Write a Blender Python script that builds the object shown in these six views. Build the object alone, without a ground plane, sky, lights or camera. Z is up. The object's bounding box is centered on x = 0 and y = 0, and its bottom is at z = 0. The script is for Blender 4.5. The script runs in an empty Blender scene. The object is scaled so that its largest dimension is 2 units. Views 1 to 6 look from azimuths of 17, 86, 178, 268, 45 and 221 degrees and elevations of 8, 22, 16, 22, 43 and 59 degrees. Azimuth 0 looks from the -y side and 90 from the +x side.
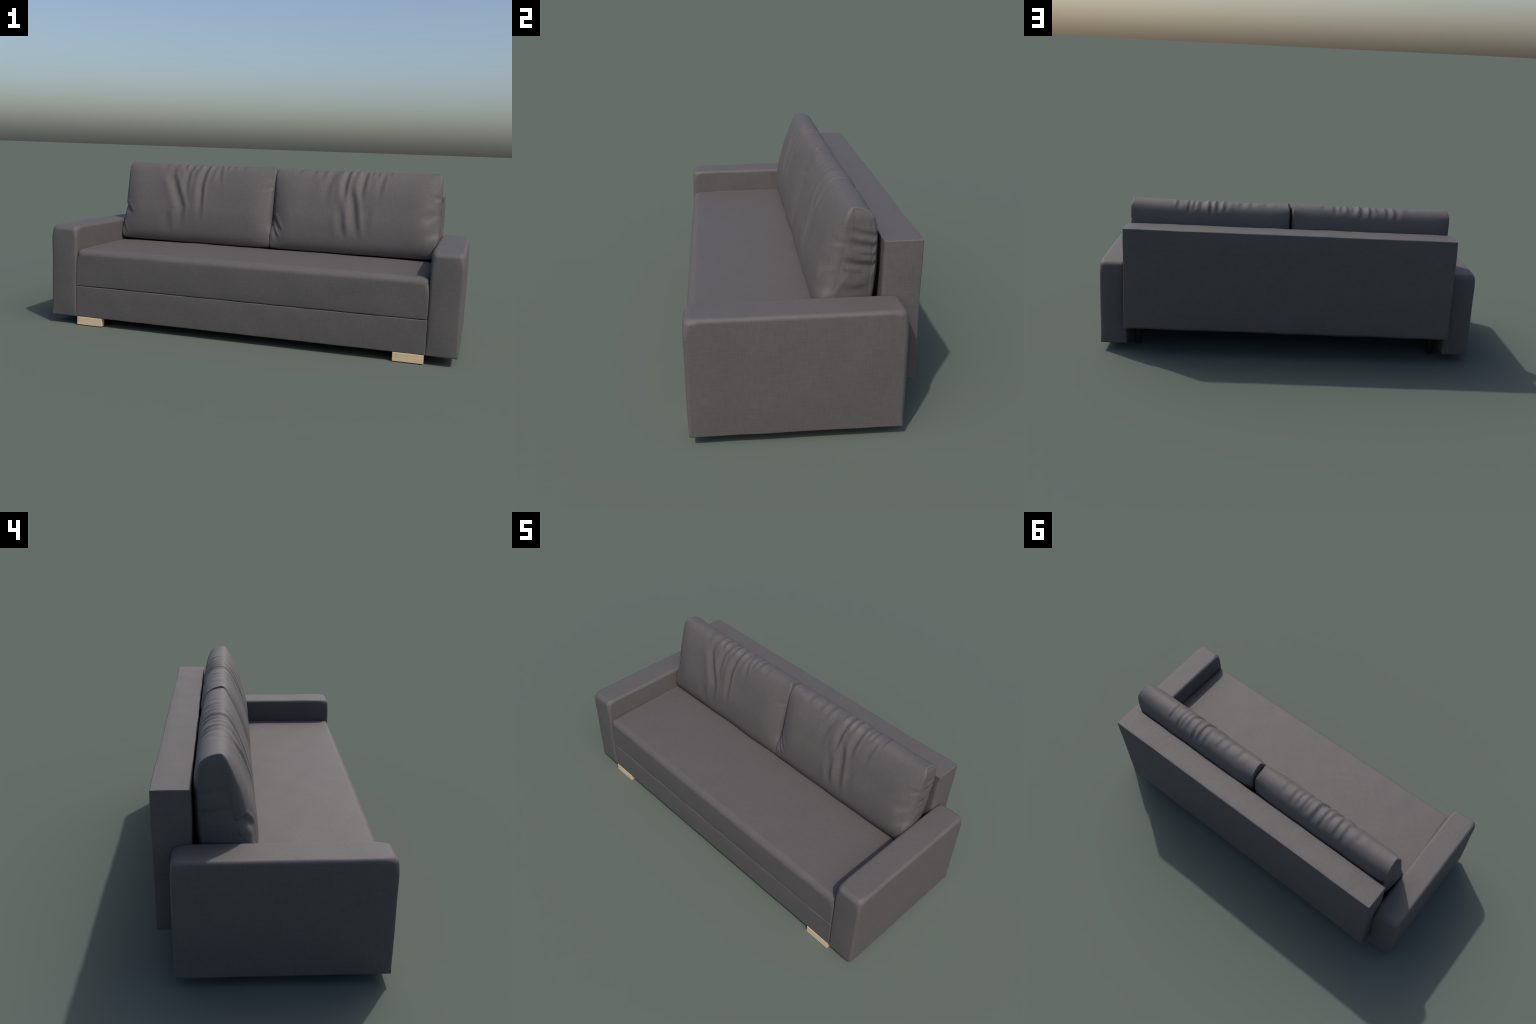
"""Two-seat upholstered sofa: two arms, seat block, front panel, upright back,
two loose gathered back cushions, pale wooden front feet, black rear feet."""
import bpy
import math
import numpy as np

rng = np.random.default_rng(7)

# ------------------------------------------------------------------ materials


class Nodes:
    """Small helper that wires a procedural node tree."""

    def __init__(self, name):
        self.mat = bpy.data.materials.new(name)
        self.mat.use_nodes = True
        self.tree = self.mat.node_tree
        self.tree.nodes.clear()

    def add(self, kind, inputs=None, **props):
        node = self.tree.nodes.new(kind)
        for key, value in props.items():
            setattr(node, key, value)
        for key, value in (inputs or {}).items():
            if isinstance(value, bpy.types.NodeSocket):
                self.tree.links.new(value, node.inputs[key])
            else:
                node.inputs[key].default_value = value
        return node

    def math(self, op, a, b=0.0):
        return self.add("ShaderNodeMath", {0: a, 1: b}, operation=op).outputs[0]

    def finish(self, bsdf):
        out = self.add("ShaderNodeOutputMaterial")
        self.tree.links.new(bsdf.outputs[0], out.inputs["Surface"])
        return self.mat


def thread_layers(n, coord, count, slow, detail, seed):
    """Three stacks of thin noise layers, one across each axis. On any face two
    of them show up as crossing warp and weft threads."""
    layers = []
    for axis in range(3):
        scale = [slow, slow, slow]
        scale[axis] = count
        mapping = n.add("ShaderNodeMapping",
                        {"Vector": coord, "Scale": scale,
                         "Location": (seed + 3.1 * axis, seed * 2 - axis, 1.7 * seed)})
        noise = n.add("ShaderNodeTexNoise",
                      {"Vector": mapping.outputs[0], "Scale": 1.0, "Detail": detail,
                       "Roughness": 0.6})
        # threads lying flat in a face show; the stack seen face-on is left out
        along = n.add("ShaderNodeSeparateXYZ", {0: n.add("ShaderNodeNewGeometry").outputs["Normal"]})
        facing = n.math("POWER", n.math("ABSOLUTE", along.outputs[axis]), 2.0)
        centred = n.math("SUBTRACT", noise.outputs["Fac"], 0.5)
        layers.append(n.math("MULTIPLY", centred, n.math("SUBTRACT", 1.0, facing)))
    return layers


def linen_material():
    n = Nodes("grey_linen")
    coord = n.add("ShaderNodeTexCoord").outputs["Object"]
    fine = thread_layers(n, coord, 400.0, 28.0, 1.0, 1.3)
    broad = thread_layers(n, coord, 160.0, 18.0, 1.0, 5.9)
    tint = thread_layers(n, coord, 240.0, 30.0, 0.0, 9.4)

    def total(parts):
        return n.math("ADD", n.math("ADD", parts[0], parts[1]), parts[2])

    weave = n.math("ADD", n.math("MULTIPLY", total(fine), 0.75),
                   n.math("MULTIPLY", total(broad), 0.22))
    # weave is centred on zero; spread it around one half
    value = n.math("ADD", n.math("MULTIPLY", weave, 0.8), 0.5)
    ramp = n.add("ShaderNodeValToRGB", {"Fac": value})
    e = ramp.color_ramp.elements
    e[0].position, e[0].color = 0.10, (*FABRIC_DARK, 1)
    e[1].position, e[1].color = 0.90, (*FABRIC_LIGHT, 1)
    tint_value = n.math("ADD", n.math("MULTIPLY", total(tint), 0.9), 0.5)
    hue = n.add("ShaderNodeValToRGB", {"Fac": tint_value})
    h = hue.color_ramp.elements
    h[0].position, h[0].color = 0.2, (0.982, 1.0, 1.016, 1)
    h[1].position, h[1].color = 0.8, (1.02, 1.0, 0.982, 1)
    mix = n.add("ShaderNodeMix", {0: 1.0, 6: ramp.outputs[0], 7: hue.outputs[0]},
                data_type="RGBA", blend_type="MULTIPLY")
    bump = n.add("ShaderNodeBump", {"Height": weave, "Strength": 0.25, "Distance": 0.0015})
    bsdf = n.add("ShaderNodeBsdfPrincipled",
                 {"Base Color": mix.outputs[2], "Roughness": FABRIC_ROUGH,
                  "Specular IOR Level": FABRIC_SPEC, "Normal": bump.outputs[0]})
    return n.finish(bsdf)


def wood_material():
    n = Nodes("pale_beech_wood")
    coord = n.add("ShaderNodeTexCoord").outputs["Object"]
    mapping = n.add("ShaderNodeMapping", {"Vector": coord, "Scale": (9.0, 160.0, 210.0)})
    grain = n.add("ShaderNodeTexNoise",
                  {"Vector": mapping.outputs[0], "Scale": 1.0, "Detail": 3.0, "Distortion": 0.4})
    ramp = n.add("ShaderNodeValToRGB", {"Fac": grain.outputs["Fac"]})
    e = ramp.color_ramp.elements
    e[0].position, e[0].color = 0.25, (*WOOD_DARK, 1)
    e[1].position, e[1].color = 0.75, (*WOOD_LIGHT, 1)
    bsdf = n.add("ShaderNodeBsdfPrincipled",
                 {"Base Color": ramp.outputs[0], "Roughness": 0.5, "Specular IOR Level": 0.4})
    return n.finish(bsdf)


def black_material(name, value, rough):
    n = Nodes(name)
    coord = n.add("ShaderNodeTexCoord").outputs["Object"]
    speck = n.add("ShaderNodeTexNoise", {"Vector": coord, "Scale": 180.0})
    ramp = n.add("ShaderNodeValToRGB", {"Fac": speck.outputs["Fac"]})
    e = ramp.color_ramp.elements
    e[0].color = (value * 0.8, value * 0.8, value * 0.85, 1)
    e[1].color = (value * 1.2, value * 1.2, value * 1.25, 1)
    bsdf = n.add("ShaderNodeBsdfPrincipled",
                 {"Base Color": ramp.outputs[0], "Roughness": rough})
    return n.finish(bsdf)


FABRIC_DARK = (0.069, 0.063, 0.0615)
FABRIC_LIGHT = (0.107, 0.0985, 0.0965)
FABRIC_ROUGH = 0.68
FABRIC_SPEC = 0.5
WOOD_DARK = (0.56, 0.42, 0.25)
WOOD_LIGHT = (0.68, 0.54, 0.34)

LINEN = linen_material()
WOOD = wood_material()
BLACK_PLASTIC = black_material("black_plastic", 0.012, 0.45)
BLACK_LINING = black_material("black_lining_cloth", 0.012, 0.9)

# ------------------------------------------------------------------ mesh tools

sofa = bpy.data.objects.new("sofa", None)
sofa.empty_display_size = 0.2
sofa["label"] = "grey linen two-seat sofa with gathered back cushions"
sofa["category"] = "sofa"
bpy.context.collection.objects.link(sofa)


def make_object(name, verts, faces, material):
    mesh = bpy.data.meshes.new(name)
    mesh.from_pydata([tuple(v) for v in verts], [], [tuple(f) for f in faces])
    mesh.update()
    mesh.polygons.foreach_set("use_smooth", [True] * len(mesh.polygons))
    mesh.materials.append(material)
    obj = bpy.data.objects.new(name, mesh)
    obj.parent = sofa
    bpy.context.collection.objects.link(obj)
    return obj


def edge_dense_line(lo, hi, step, edge):
    """Grid positions along one axis, packed near both ends."""
    close = np.array([0, .08, .17, .27, .38, .5, .63, .77, .9, 1.0, 1.25, 1.7]) * edge
    n = max(2, int(round((hi - lo - 2 * close[-1]) / step)))
    middle = np.linspace(lo + close[-1], hi - close[-1], n + 1)
    return np.concatenate([lo + close[:-1], middle, (hi - close[:-1])[::-1]])


def smooth_field(points, seed, size, amp, count=14):
    """Smooth pseudo-random relief from a few sine waves (seeded)."""
    r = np.random.default_rng(seed)
    k = r.normal(size=(count, 3)) / size
    ph = r.uniform(0, 2 * math.pi, count)
    return amp * np.sin(points @ k.T + ph).sum(1) / math.sqrt(count / 2)


def padded_box(lo, hi, radius, bulge=(0, 0, 0), step=0.012, edge=0.02, wobble=0.0,
               seed=1, power=4.0, deform=None):
    """Upholstered block: a box with rounded edges (radius may depend on place),
    faces swollen by `bulge`, and a slight hand-sewn waviness."""
    lo, hi = np.array(lo, float), np.array(hi, float)
    lines = [edge_dense_line(lo[i], hi[i], step, edge) for i in range(3)]
    size = [len(l) for l in lines]
    index, verts, faces = {}, [], []

    def vid(i, j, k):
        key = (i, j, k)
        if key not in index:
            index[key] = len(verts)
            verts.append((lines[0][i], lines[1][j], lines[2][k]))
        return index[key]

    for axis in range(3):
        u, v = (axis + 1) % 3, (axis + 2) % 3
        for side in (0, size[axis] - 1):
            for a in range(size[u] - 1):
                for b in range(size[v] - 1):
                    quad = []
                    for da, db in ((0, 0), (1, 0), (1, 1), (0, 1)):
                        ijk = [0, 0, 0]
                        ijk[axis], ijk[u], ijk[v] = side, a + da, b + db
                        quad.append(vid(*ijk))
                    faces.append(quad if side else quad[::-1])
    p = np.array(verts)
    unit = (p - (lo + hi) / 2) / ((hi - lo) / 2)
    r = radius(unit) if callable(radius) else np.full(len(p), radius)
    q = np.clip(p, lo + r[:, None], hi - r[:, None])
    d = p - q
    length = np.linalg.norm(d, axis=1)[:, None]
    normal = d / length
    p = q + normal * r[:, None]
    for axis in range(3):
        u, v = (axis + 1) % 3, (axis + 2) % 3
        b = bulge[axis]
        low, high = b if isinstance(b, tuple) else (b, b)
        amount = np.where(unit[:, axis] > 0, high, low)
        p[:, axis] += amount * unit[:, axis] ** 3 * (1 - abs(unit[:, u]) ** power) \
            * (1 - abs(unit[:, v]) ** power)
    if wobble:
        p += normal * smooth_field(p, seed, 0.045, wobble)[:, None]
    if deform:
        p = deform(p, unit)
    return p, faces


# ------------------------------------------------------------------ blocks

ARM_IN, ARM_OUT = 0.855, 0.9955


def arm_radius(unit):
    # generous roll at the top edge, crisp at the floor edge
    top = np.clip((unit[:, 2] - 0.72) / 0.2, 0, 1)
    low = np.clip((-unit[:, 2] - 0.85) / 0.13, 0, 1)
    ends = np.clip((abs(unit[:, 1]) - 0.86) / 0.09, 0, 1)
    return 0.012 + (0.003 + 0.011 * ends) * top ** 2 * (3 - 2 * top) - 0.007 * low


arm_verts, arm_faces = padded_box(
    (ARM_IN, -0.412, 0.038), (ARM_OUT, 0.344, 0.493), arm_radius,
    bulge=((0.003, 0.0040), (0.005, 0.008), (0.0, 0.001)), edge=0.028, wobble=0.0006,
    seed=11, power=3.0)
make_object("arm", arm_verts, arm_faces, LINEN)
mirrored, mirrored_faces = padded_box(
    (ARM_IN, -0.412, 0.038), (ARM_OUT, 0.344, 0.493), arm_radius,
    bulge=((0.003, 0.0040), (0.005, 0.008), (0.0, 0.001)), edge=0.028, wobble=0.0006,
    seed=12, power=3.0)
mirrored[:, 0] *= -1
make_object("arm", mirrored, [f[::-1] for f in mirrored_faces], LINEN)


def seat_radius(unit):
    top = np.clip((unit[:, 2] - 0.3) / 0.45, 0, 1)
    front = np.clip(-unit[:, 1], 0, 1)
    side = np.clip(abs(unit[:, 0]) * 30 - 29, 0, 1)
    return 0.004 + (0.008 + 0.020 * front * (1 - 0.4 * side)) * top ** 2 * (3 - 2 * top)


make_object("seat", *padded_box(
    (-0.855, -0.412, 0.1965), (0.855, 0.274, 0.380), seat_radius,
    bulge=(0.0, (0.004, 0.0), (0.0, 0.006)), power=3.0, step=0.015, edge=0.03, wobble=0.0006,
    seed=21), LINEN)

make_object("front_panel", *padded_box(
    (-0.8565, -0.412, 0.0400), (0.8565, -0.372, 0.195), 0.004,
    bulge=(0.0, (0.002, 0.0), 0.0), step=0.015, edge=0.008, wobble=0.0003, seed=22), LINEN)

make_object("storage_box", *padded_box(
    (-0.84, -0.3715, 0.060), (0.84, 0.12, 0.1960), 0.003, step=0.05, edge=0.006), BLACK_LINING)


def back_radius(unit):
    low = np.clip((-unit[:, 2] - 0.5) / 0.5, 0, 1)
    front = np.clip(-unit[:, 1], 0, 1)
    side = np.clip(abs(unit[:, 0]) * 40 - 39, 0, 1)
    crown = np.clip((unit[:, 2] - 0.86) / 0.10, 0, 1)
    return 0.004 + 0.016 * low ** 2 * (1 - side) + 0.011 * front * (1 - low) * (1 - crown)


make_object("backrest", *padded_box(
    (-0.858, 0.277, 0.147), (0.858, 0.415, 0.692), back_radius,
    bulge=(0.002, (0.0, 0.005), (0.003, 0.004)), step=0.014, edge=0.014, wobble=0.0009,
    seed=31), LINEN)

# ------------------------------------------------------------------ cushions

# side outline of a cushion (y, z), from the lower front edge up the front,
# over the crown and down the back: once at mid width and once at the end panel
OUTLINE_MID = [(.076, .387), (.056, .402), (.046, .450), (.054, .540), (.075, .620),
               (.102, .700), (.131, .763), (.157, .797), (.188, .806), (.225, .795),
               (.253, .760), (.270, .694), (.275, .600), (.267, .500), (.255, .420),
               (.235, .389), (.150, .386)]
OUTLINE_END = [(.078, .390), (.057, .405), (.064, .462), (.095, .540), (.110, .620),
               (.126, .700), (.146, .772), (.167, .807), (.197, .806), (.230, .791),
               (.247, .764), (.253, .700), (.252, .600), (.246, .500), (.238, .420),
               (.222, .391), (.150, .388)]
RING = 300


def closed_spline(points, per=40):
    """Centripetal-ish closed Catmull-Rom curve sampled densely."""
    p = np.array(points)
    n = len(p)
    t = np.linspace(0, 1, per, endpoint=False)[:, None]
    out = []
    for i in range(n):
        a, b, c, d = p[i - 1], p[i], p[(i + 1) % n], p[(i + 2) % n]
        out.append(0.5 * (2 * b + (c - a) * t + (2 * a - 5 * b + 4 * c - d) * t ** 2
                          + (3 * b - a - 3 * c + d) * t ** 3))
    return np.concatenate(out)


def even_indices():
    """Sample positions evenly spaced along the mid outline, with their arc length."""
    dense = closed_spline(OUTLINE_MID)
    step = np.linalg.norm(np.roll(dense, -1, 0) - dense, axis=1)
    arc = np.concatenate([[0], np.cumsum(step)])
    want = np.linspace(0, arc[-1], RING, endpoint=False)
    return np.interp(want, arc, np.arange(len(arc))), want


POS, ARC = even_indices()


def sample(points):
    dense = closed_spline(points)
    dense = np.vstack([dense, dense[:1]])
    k = np.arange(len(dense))
    return np.stack([np.interp(POS, k, dense[:, 0]), np.interp(POS, k, dense[:, 1])], 1)


MID, END = sample(OUTLINE_MID), sample(OUTLINE_END)
CROWN = int(np.argmax(MID[:, 1]))


def height_to_arc(z):
    return float(np.interp(z, MID[:CROWN, 1], ARC[:CROWN]))


TOP = height_to_arc(0.80)


def outward(ring):
    t = np.roll(ring, -1, 0) - np.roll(ring, 1, 0)
    t /= np.linalg.norm(t, axis=1)[:, None] + 1e-12
    nrm = np.stack([-t[:, 1], t[:, 0]], 1)
    centre = np.array([.17, .6])
    if ((ring - centre) * nrm).sum() < 0:
        nrm = -nrm
    return nrm


def polyline_distance(px, py, line):
    """Distance to a polyline and the position along it (0..1)."""
    line = np.array(line, float)
    seg = np.linalg.norm(np.diff(line, axis=0), axis=1)
    total, run = seg.sum(), 0.0
    best = np.full(px.shape, 1e9)
    side = np.zeros(px.shape)
    along = np.zeros(px.shape)
    for i in range(len(line) - 1):
        d = line[i + 1] - line[i]
        t = np.clip(((px - line[i, 0]) * d[0] + (py - line[i, 1]) * d[1]) / (d @ d), 0, 1)
        ex, ey = px - line[i, 0] - t * d[0], py - line[i, 1] - t * d[1]
        dist = np.hypot(ex, ey)
        m = dist < best
        best = np.where(m, dist, best)
        along = np.where(m, (run + t * seg[i]) / total, along)
        side = np.where(m, np.sign(d[0] * ey - d[1] * ex), side)
        run += seg[i]
    return best, along, side


def fold(px, py, line, width, depth, ends=(0.25, 0.35), lean=0.25):
    """A gathered fold: a soft valley with puffed lips on both sides."""
    dist, along, side = polyline_distance(px, py, line)
    fade = np.clip(along / max(ends[0], 1e-3), 0, 1) * np.clip((1 - along) / max(ends[1], 1e-3), 0, 1)
    fade = fade * fade * (3 - 2 * fade)
    u = dist / (1.42 * width) * (1 + lean * side)
    return 0.8 * depth * fade * (-np.exp(-u ** 2) + 0.45 * np.exp(-((u - 1.9) / 0.9) ** 2))


def front_fold(points, over=0.0, **kw):
    """Fold on the face of a cushion given as (x, z); `over` carries it on past
    the crown towards the back by that arc length."""
    line = [(x, height_to_arc(z)) for x, z in points]
    if over:
        over *= 1.25
        x0, s0 = line[0]
        x1, s1 = line[1]
        drift = (x0 - x1) * 0.4
        line = [(x0 + drift * 1.3, s0 + over), (x0 + drift * 0.8, s0 + over * 0.6),
                (x0 + drift * 0.4, s0 + over * 0.3)] + line
    return dict(line=line, **kw)


LEFT_FOLDS = [
    front_fold([(-.582, .795), (-.576, .740), (-.552, .690), (-.520, .625), (-.501, .579),
                (-.505, .512), (-.508, .450)], over=.05, width=.013, depth=.0080, ends=(.4, .35)),
    front_fold([(-.468, .797), (-.486, .770), (-.487, .707), (-.483, .642), (-.478, .590)],
               over=.09, width=.009, depth=.0055, ends=(.25, .5)),
    front_fold([(-.515, .797), (-.511, .750)], over=.10, width=.008, depth=.0045),
    front_fold([(-.384, .797), (-.396, .754), (-.403, .692), (-.398, .634), (-.395, .577),
                (-.393, .470)], over=.11, width=.010, depth=.0080, ends=(.2, .45)),
    front_fold([(-.340, .797), (-.357, .720)], over=.09, width=.008, depth=.0040),
    front_fold([(-.312, .797), (-.306, .735), (-.294, .670)], over=.10, width=.010, depth=.0048,
               ends=(.25, .5)),
    front_fold([(-.276, .797), (-.291, .765)], over=.08, width=.008, depth=.0042),
    front_fold([(-.240, .799), (-.246, .770)], over=.09, width=.009, depth=.0030),
    front_fold([(-.630, .798), (-.622, .740)], over=.06, width=.011, depth=.0025),
    front_fold([(-.180, .799), (-.190, .760)], over=.07, width=.010, depth=.0022),
    front_fold([(-.560, .799), (-.552, .770)], over=.10, width=.009, depth=.0035),
    front_fold([(-.430, .799), (-.436, .760)], over=.10, width=.008, depth=.0042),
    front_fold([(-.587, .560), (-.568, .425)], width=.015, depth=.0025),
    # pinches near the end panels
    front_fold([(-.848, .582), (-.825, .556), (-.785, .515)], width=.010, depth=.0070, ends=(.05, .5)),
    front_fold([(-.850, .470), (-.836, .430), (-.825, .405)], width=.007, depth=.0040, ends=(.05, .5)),
    front_fold([(-.008, .705), (-.030, .696), (-.060, .680)], width=.008, depth=.0022, ends=(.05, .5)),
]
RIGHT_FOLDS = [
    front_fold([(.384, .797), (.374, .745), (.372, .687), (.378, .620)], over=.11, width=.009,
               depth=.0075, ends=(.2, .35)),
    front_fold([(.376, .640), (.369, .590), (.372, .545), (.390, .450)], width=.011, depth=.0045,
               ends=(.35, .4)),
    front_fold([(.404, .740), (.410, .700), (.422, .651), (.437, .575), (.446, .519), (.456, .455)],
               width=.013, depth=.0085, ends=(.3, .35)),
    front_fold([(.472, .797), (.463, .730), (.460, .640)], over=.10, width=.010, depth=.0070,
               ends=(.2, .4)),
    front_fold([(.566, .797), (.554, .734), (.542, .650)], over=.08, width=.010, depth=.0038),
    front_fold([(.312, .797), (.288, .729), (.280, .671), (.266, .600)], over=.06, width=.013,
               depth=.0040, ends=(.3, .5)),
    front_fold([(.257, .797), (.243, .740)], over=.08, width=.010, depth=.0032),
    front_fold([(.126, .800), (.114, .765)], over=.06, width=.010, depth=.0028),
    front_fold([(.502, .797), (.484, .765)], over=.10, width=.008, depth=.0045),
    front_fold([(.532, .797), (.524, .760)], over=.11, width=.008, depth=.0038),
    front_fold([(.592, .797), (.586, .770)], over=.09, width=.008, depth=.0042),
    front_fold([(.425, .798), (.428, .765)], over=.12, width=.008, depth=.0045),
    front_fold([(.345, .798), (.338, .765)], over=.10, width=.008, depth=.0040),
    front_fold([(.205, .799), (.196, .760)], over=.07, width=.010, depth=.0024),
    front_fold([(.500, .640), (.494, .480)], width=.015, depth=.0022),
    front_fold([(.004, .560), (.028, .520), (.062, .465)], width=.009, depth=.0070, ends=(.05, .5)),
    front_fold([(.004, .515), (.022, .475), (.050, .425)], width=.007, depth=.0055, ends=(.05, .5)),
    front_fold([(.850, .620), (.815, .600), (.770, .560)], width=.012, depth=.0040, ends=(.45, .5)),
    front_fold([(.852, .540), (.825, .510), (.790, .480)], width=.013, depth=.0035, ends=(.45, .5)),
    front_fold([(.852, .700), (.838, .690), (.815, .672)], width=.009, depth=.0035, ends=(.45, .5)),
]
# creases across an end panel, given as (y, z)
END_CREASES = [
    dict(line=[(.150, .744), (.190, .722), (.256, .704)], width=.008, depth=.0036, ends=(.45, .05)),
    dict(line=[(.140, .704), (.185, .682), (.256, .664)], width=.010, depth=.0052, ends=(.40, .05)),
    dict(line=[(.125, .628), (.170, .609), (.256, .592)], width=.011, depth=.0056, ends=(.35, .05)),
    dict(line=[(.115, .592), (.165, .575), (.230, .562)], width=.009, depth=.0036, ends=(.35, .35)),
    dict(line=[(.170, .652), (.210, .638), (.256, .630)], width=.007, depth=.0026, ends=(.5, .05)),
    dict(line=[(.120, .518), (.170, .508), (.245, .512)], width=.011, depth=.0024, ends=(.4, .3)),
]


def cushion(x_low, x_high, folds, crease_low, crease_high, seed):
    """Loft the side outlines across the width, close both ends with panels, then
    push the folds, end creases and a little slackness along the surface."""
    width = x_high - x_low
    # the front edge rolls softly into the end panel, crown and back are crisper
    front = np.clip((CROWN - 16 - np.arange(RING)) / 32, 0, 1) \
        * np.clip((np.arange(RING) - 18) / 20, 0, 1)
    fillet_of = 0.010 + 0.015 * front * front * (3 - 2 * front)
    fillet = 0.028
    # distances from an end: packed over the rolled edge, then even steps
    roll = fillet * (1 - np.cos(np.linspace(0, math.pi / 2, 15)))
    soft = fillet + 0.05 * np.linspace(0, 1, 17)[1:]
    inner = np.linspace(fillet + 0.05, width - fillet - 0.05, 270)[1:-1]
    stations = np.concatenate([roll, soft, inner, (width - soft)[::-1], (width - roll)[::-1]])

    def drawn_in(y, z):
        """How far the end panel lies inside the full width at (y, z): its corners are
        pulled in at the crown and the sole, and it slants inwards to the back."""
        rear = np.clip((y - 0.12) / 0.14, 0, 1)
        rear = rear * rear * (3 - 2 * rear)
        waist = np.exp(-((z - 0.61) / 0.11) ** 2)
        return 0.012 * np.clip((z - 0.765) / 0.045, 0, 1) ** 2 \
            + 0.008 * np.clip((0.425 - z) / 0.04, 0, 1) ** 2 + 0.002 * waist \
            + rear * (0.009 + 0.012 * np.clip((0.66 - z) / 0.20, 0, 1))

    drawn = drawn_in(END[:, 0], END[:, 1])
    normals = outward(END)
    rings = []
    for s in stations:
        d = min(s, width - s)
        w = 1 - (1 - min(d / 0.13, 1)) ** 2.3
        ring = END + (MID - END) * w
        ring[:, 1] -= 0.004 * np.clip((ring[:, 1] - .7) / .1, 0, 1) \
            * abs(math.sin(math.pi * s / width)) ** 0.5 - 0.002
        if d < fillet:
            rest = np.clip(fillet_of - d, 0, None)
            shrink = fillet_of - np.sqrt(np.clip(fillet_of ** 2 - rest ** 2, 0, None))
            ring = ring - normals * shrink[:, None]
        pull = drawn * max(0, 1 - d / 0.05) ** 1.5
        x = x_low + s + (pull if s < width / 2 else -pull)
        rings.append(np.column_stack([np.broadcast_to(x, len(ring)), ring]))
    body = np.array(rings)                                   # station, ring, xyz
    sx = np.repeat(stations[:, None] + x_low, RING, 1)
    arc = np.repeat(ARC[None], len(stations), 0)

    # surface normals of the smooth body
    du = np.gradient(body, axis=0)
    dv = np.roll(body, -1, 1) - np.roll(body, 1, 1)
    nrm = np.cross(dv, du)
    nrm /= np.linalg.norm(nrm, axis=2)[:, :, None] + 1e-12
    outside = ((body - np.array([(x_low + x_high) / 2, .17, .6])) * nrm).sum()
    if outside < 0:
        nrm = -nrm

    push = np.zeros(sx.shape)
    for f in folds:
        push += fold(sx, arc, **f)
    push += smooth_field(body.reshape(-1, 3), seed, 0.07, 0.0012).reshape(push.shape)

    def end_push(points, creases):
        total = np.zeros(len(points))
        for c in creases:
            total += fold(points[:, 1], points[:, 2], **c)
        return total

    near_low = (np.clip(1 - (stations - 0.006) / 0.026, 0, 1) ** 1.5)[:, None]
    near_high = near_low[::-1]
    flat = body.reshape(-1, 3)
    push += near_low * end_push(flat, crease_low).reshape(push.shape)
    push += near_high * end_push(flat, crease_high).reshape(push.shape)
    push *= np.clip(np.minimum(arc, ARC[-1] * 0.86 - arc) / 0.02, 0, 1)   # underside stays flat
    smooth_body = body
    body = body + nrm * push[:, :, None]

    verts = list(body.reshape(-1, 3))
    faces = []
    m = len(stations)
    for i in range(m - 1):
        for j in range(RING):
            k = (j + 1) % RING
            faces.append((i * RING + j, (i + 1) * RING + j, (i + 1) * RING + k, i * RING + k))

    # end panels: shrinking rings, slightly domed; a stitched seam follows the back and crown
    for row, sign, creases in ((0, -1, crease_low), (m - 1, 1, crease_high)):
        rim = smooth_body[row]
        rim_push = body[row] - rim
        rim_push[:, 0] -= sign * end_push(rim, creases)
        seam = np.clip((np.arange(RING) - CROWN - 4) / 20, 0, 1) \
            * np.clip((RING * 0.86 - np.arange(RING)) / 20, 0, 1)
        centre = np.array([rim[:, 0].mean(), .175, .60])
        previous = [row * RING + j for j in range(RING)]
        for rho in np.concatenate([[.985, .97, .955, .94, .925], np.linspace(.90, .06, 30)]):
            ring = centre + (rim - centre) * rho
            edge_x = x_low if sign < 0 else x_high
            fit = rim[:, 0] - (edge_x - sign * drawn_in(rim[:, 1], rim[:, 2]))
            ring[:, 0] = edge_x - sign * drawn_in(ring[:, 1], ring[:, 2]) + fit * rho ** 3
            dome = 0.006 * (1 - rho ** 2) - 0.0012 * seam * math.exp(-((rho - .955) / .013) ** 2)
            ring[:, 0] += sign * (dome + end_push(ring, creases))
            ring += rim_push * rho ** 12
            start = len(verts)
            verts.extend(ring)
            current = [start + j for j in range(RING)]
            for j in range(RING):
                k = (j + 1) % RING
                quad = (previous[j], previous[k], current[k], current[j])
                faces.append(quad if sign < 0 else quad[::-1])
            previous = current
        verts.append(ring.mean(0))
        hub = len(verts) - 1
        for j in range(RING):
            k = (j + 1) % RING
            tri = (previous[j], previous[k], hub)
            faces.append(tri if sign < 0 else tri[::-1])
    return np.array(verts), faces


def fix_winding(obj):
    import bmesh
    bm = bmesh.new()
    bm.from_mesh(obj.data)
    bmesh.ops.recalc_face_normals(bm, faces=bm.faces)
    bm.to_mesh(obj.data)
    bm.free()


flip = [dict(c, depth=c["depth"] * 0.55) for c in END_CREASES[1:5]]
for x_low, x_high, folds, low, high, seed in (
        (-0.851, 0.003, LEFT_FOLDS, flip, flip[:2], 41),
        (-0.003, 0.853, RIGHT_FOLDS, flip[1:3], END_CREASES, 43)):
    fix_winding(make_object("back_cushion", *cushion(x_low, x_high, folds, low, high, seed), LINEN))

# ------------------------------------------------------------------ feet

foot_verts, foot_faces = padded_box((-0.0675, -0.0155, -0.0198), (0.0675, 0.0155, 0.0198), 0.0015,
                                    step=0.02, edge=0.003)
foot = make_object("front_foot", foot_verts, foot_faces, WOOD)
foot.location = (0.7835, -0.3975, 0.0198)
twin = foot.copy()
twin.location.x = -0.7835
bpy.context.collection.objects.link(twin)

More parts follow.
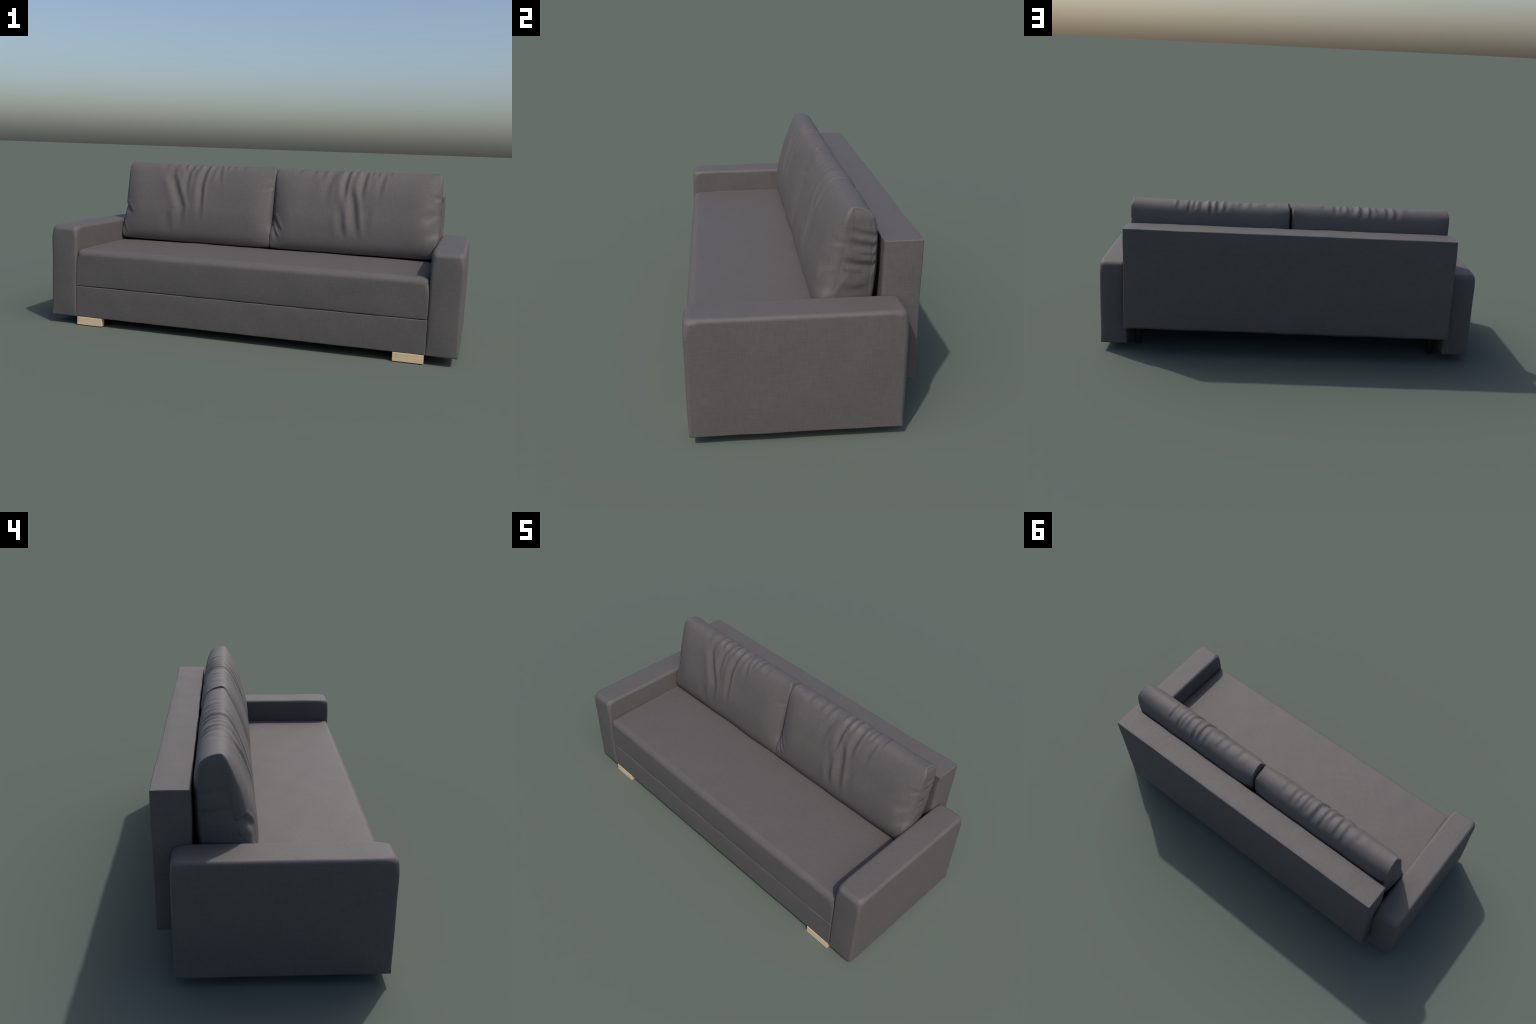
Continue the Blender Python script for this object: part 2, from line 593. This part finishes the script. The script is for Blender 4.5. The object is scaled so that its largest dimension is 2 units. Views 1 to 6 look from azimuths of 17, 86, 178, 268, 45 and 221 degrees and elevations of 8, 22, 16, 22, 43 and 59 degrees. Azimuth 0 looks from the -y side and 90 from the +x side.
rear_profile = [(0.0, 0.0), (0.013, 0.0), (0.0175, 0.0015), (0.0195, 0.006), (0.0195, 0.150),
                (0.0, 0.150)]
sides = 48
leg_verts = [(r * math.cos(2 * math.pi * i / sides), r * math.sin(2 * math.pi * i / sides), z)
             for r, z in rear_profile[1:-1] for i in range(sides)]
leg_faces = [(a * sides + i, a * sides + (i + 1) % sides, (a + 1) * sides + (i + 1) % sides,
              (a + 1) * sides + i) for a in range(3) for i in range(sides)]
leg_faces += [tuple(range(sides))[::-1], tuple(range(3 * sides, 4 * sides))]
rear = make_object("rear_foot", leg_verts, leg_faces, BLACK_PLASTIC)
rear.location = (0.812, 0.238, 0.0)
rear_twin = rear.copy()
rear_twin.location.x = -0.814
bpy.context.collection.objects.link(rear_twin)

for obj in bpy.data.objects:
    if obj.type == "MESH" and hasattr(obj.data, "set_sharp_from_angle") \
            and obj.name.startswith("rear_foot"):
        obj.data.set_sharp_from_angle(angle=math.radians(50))
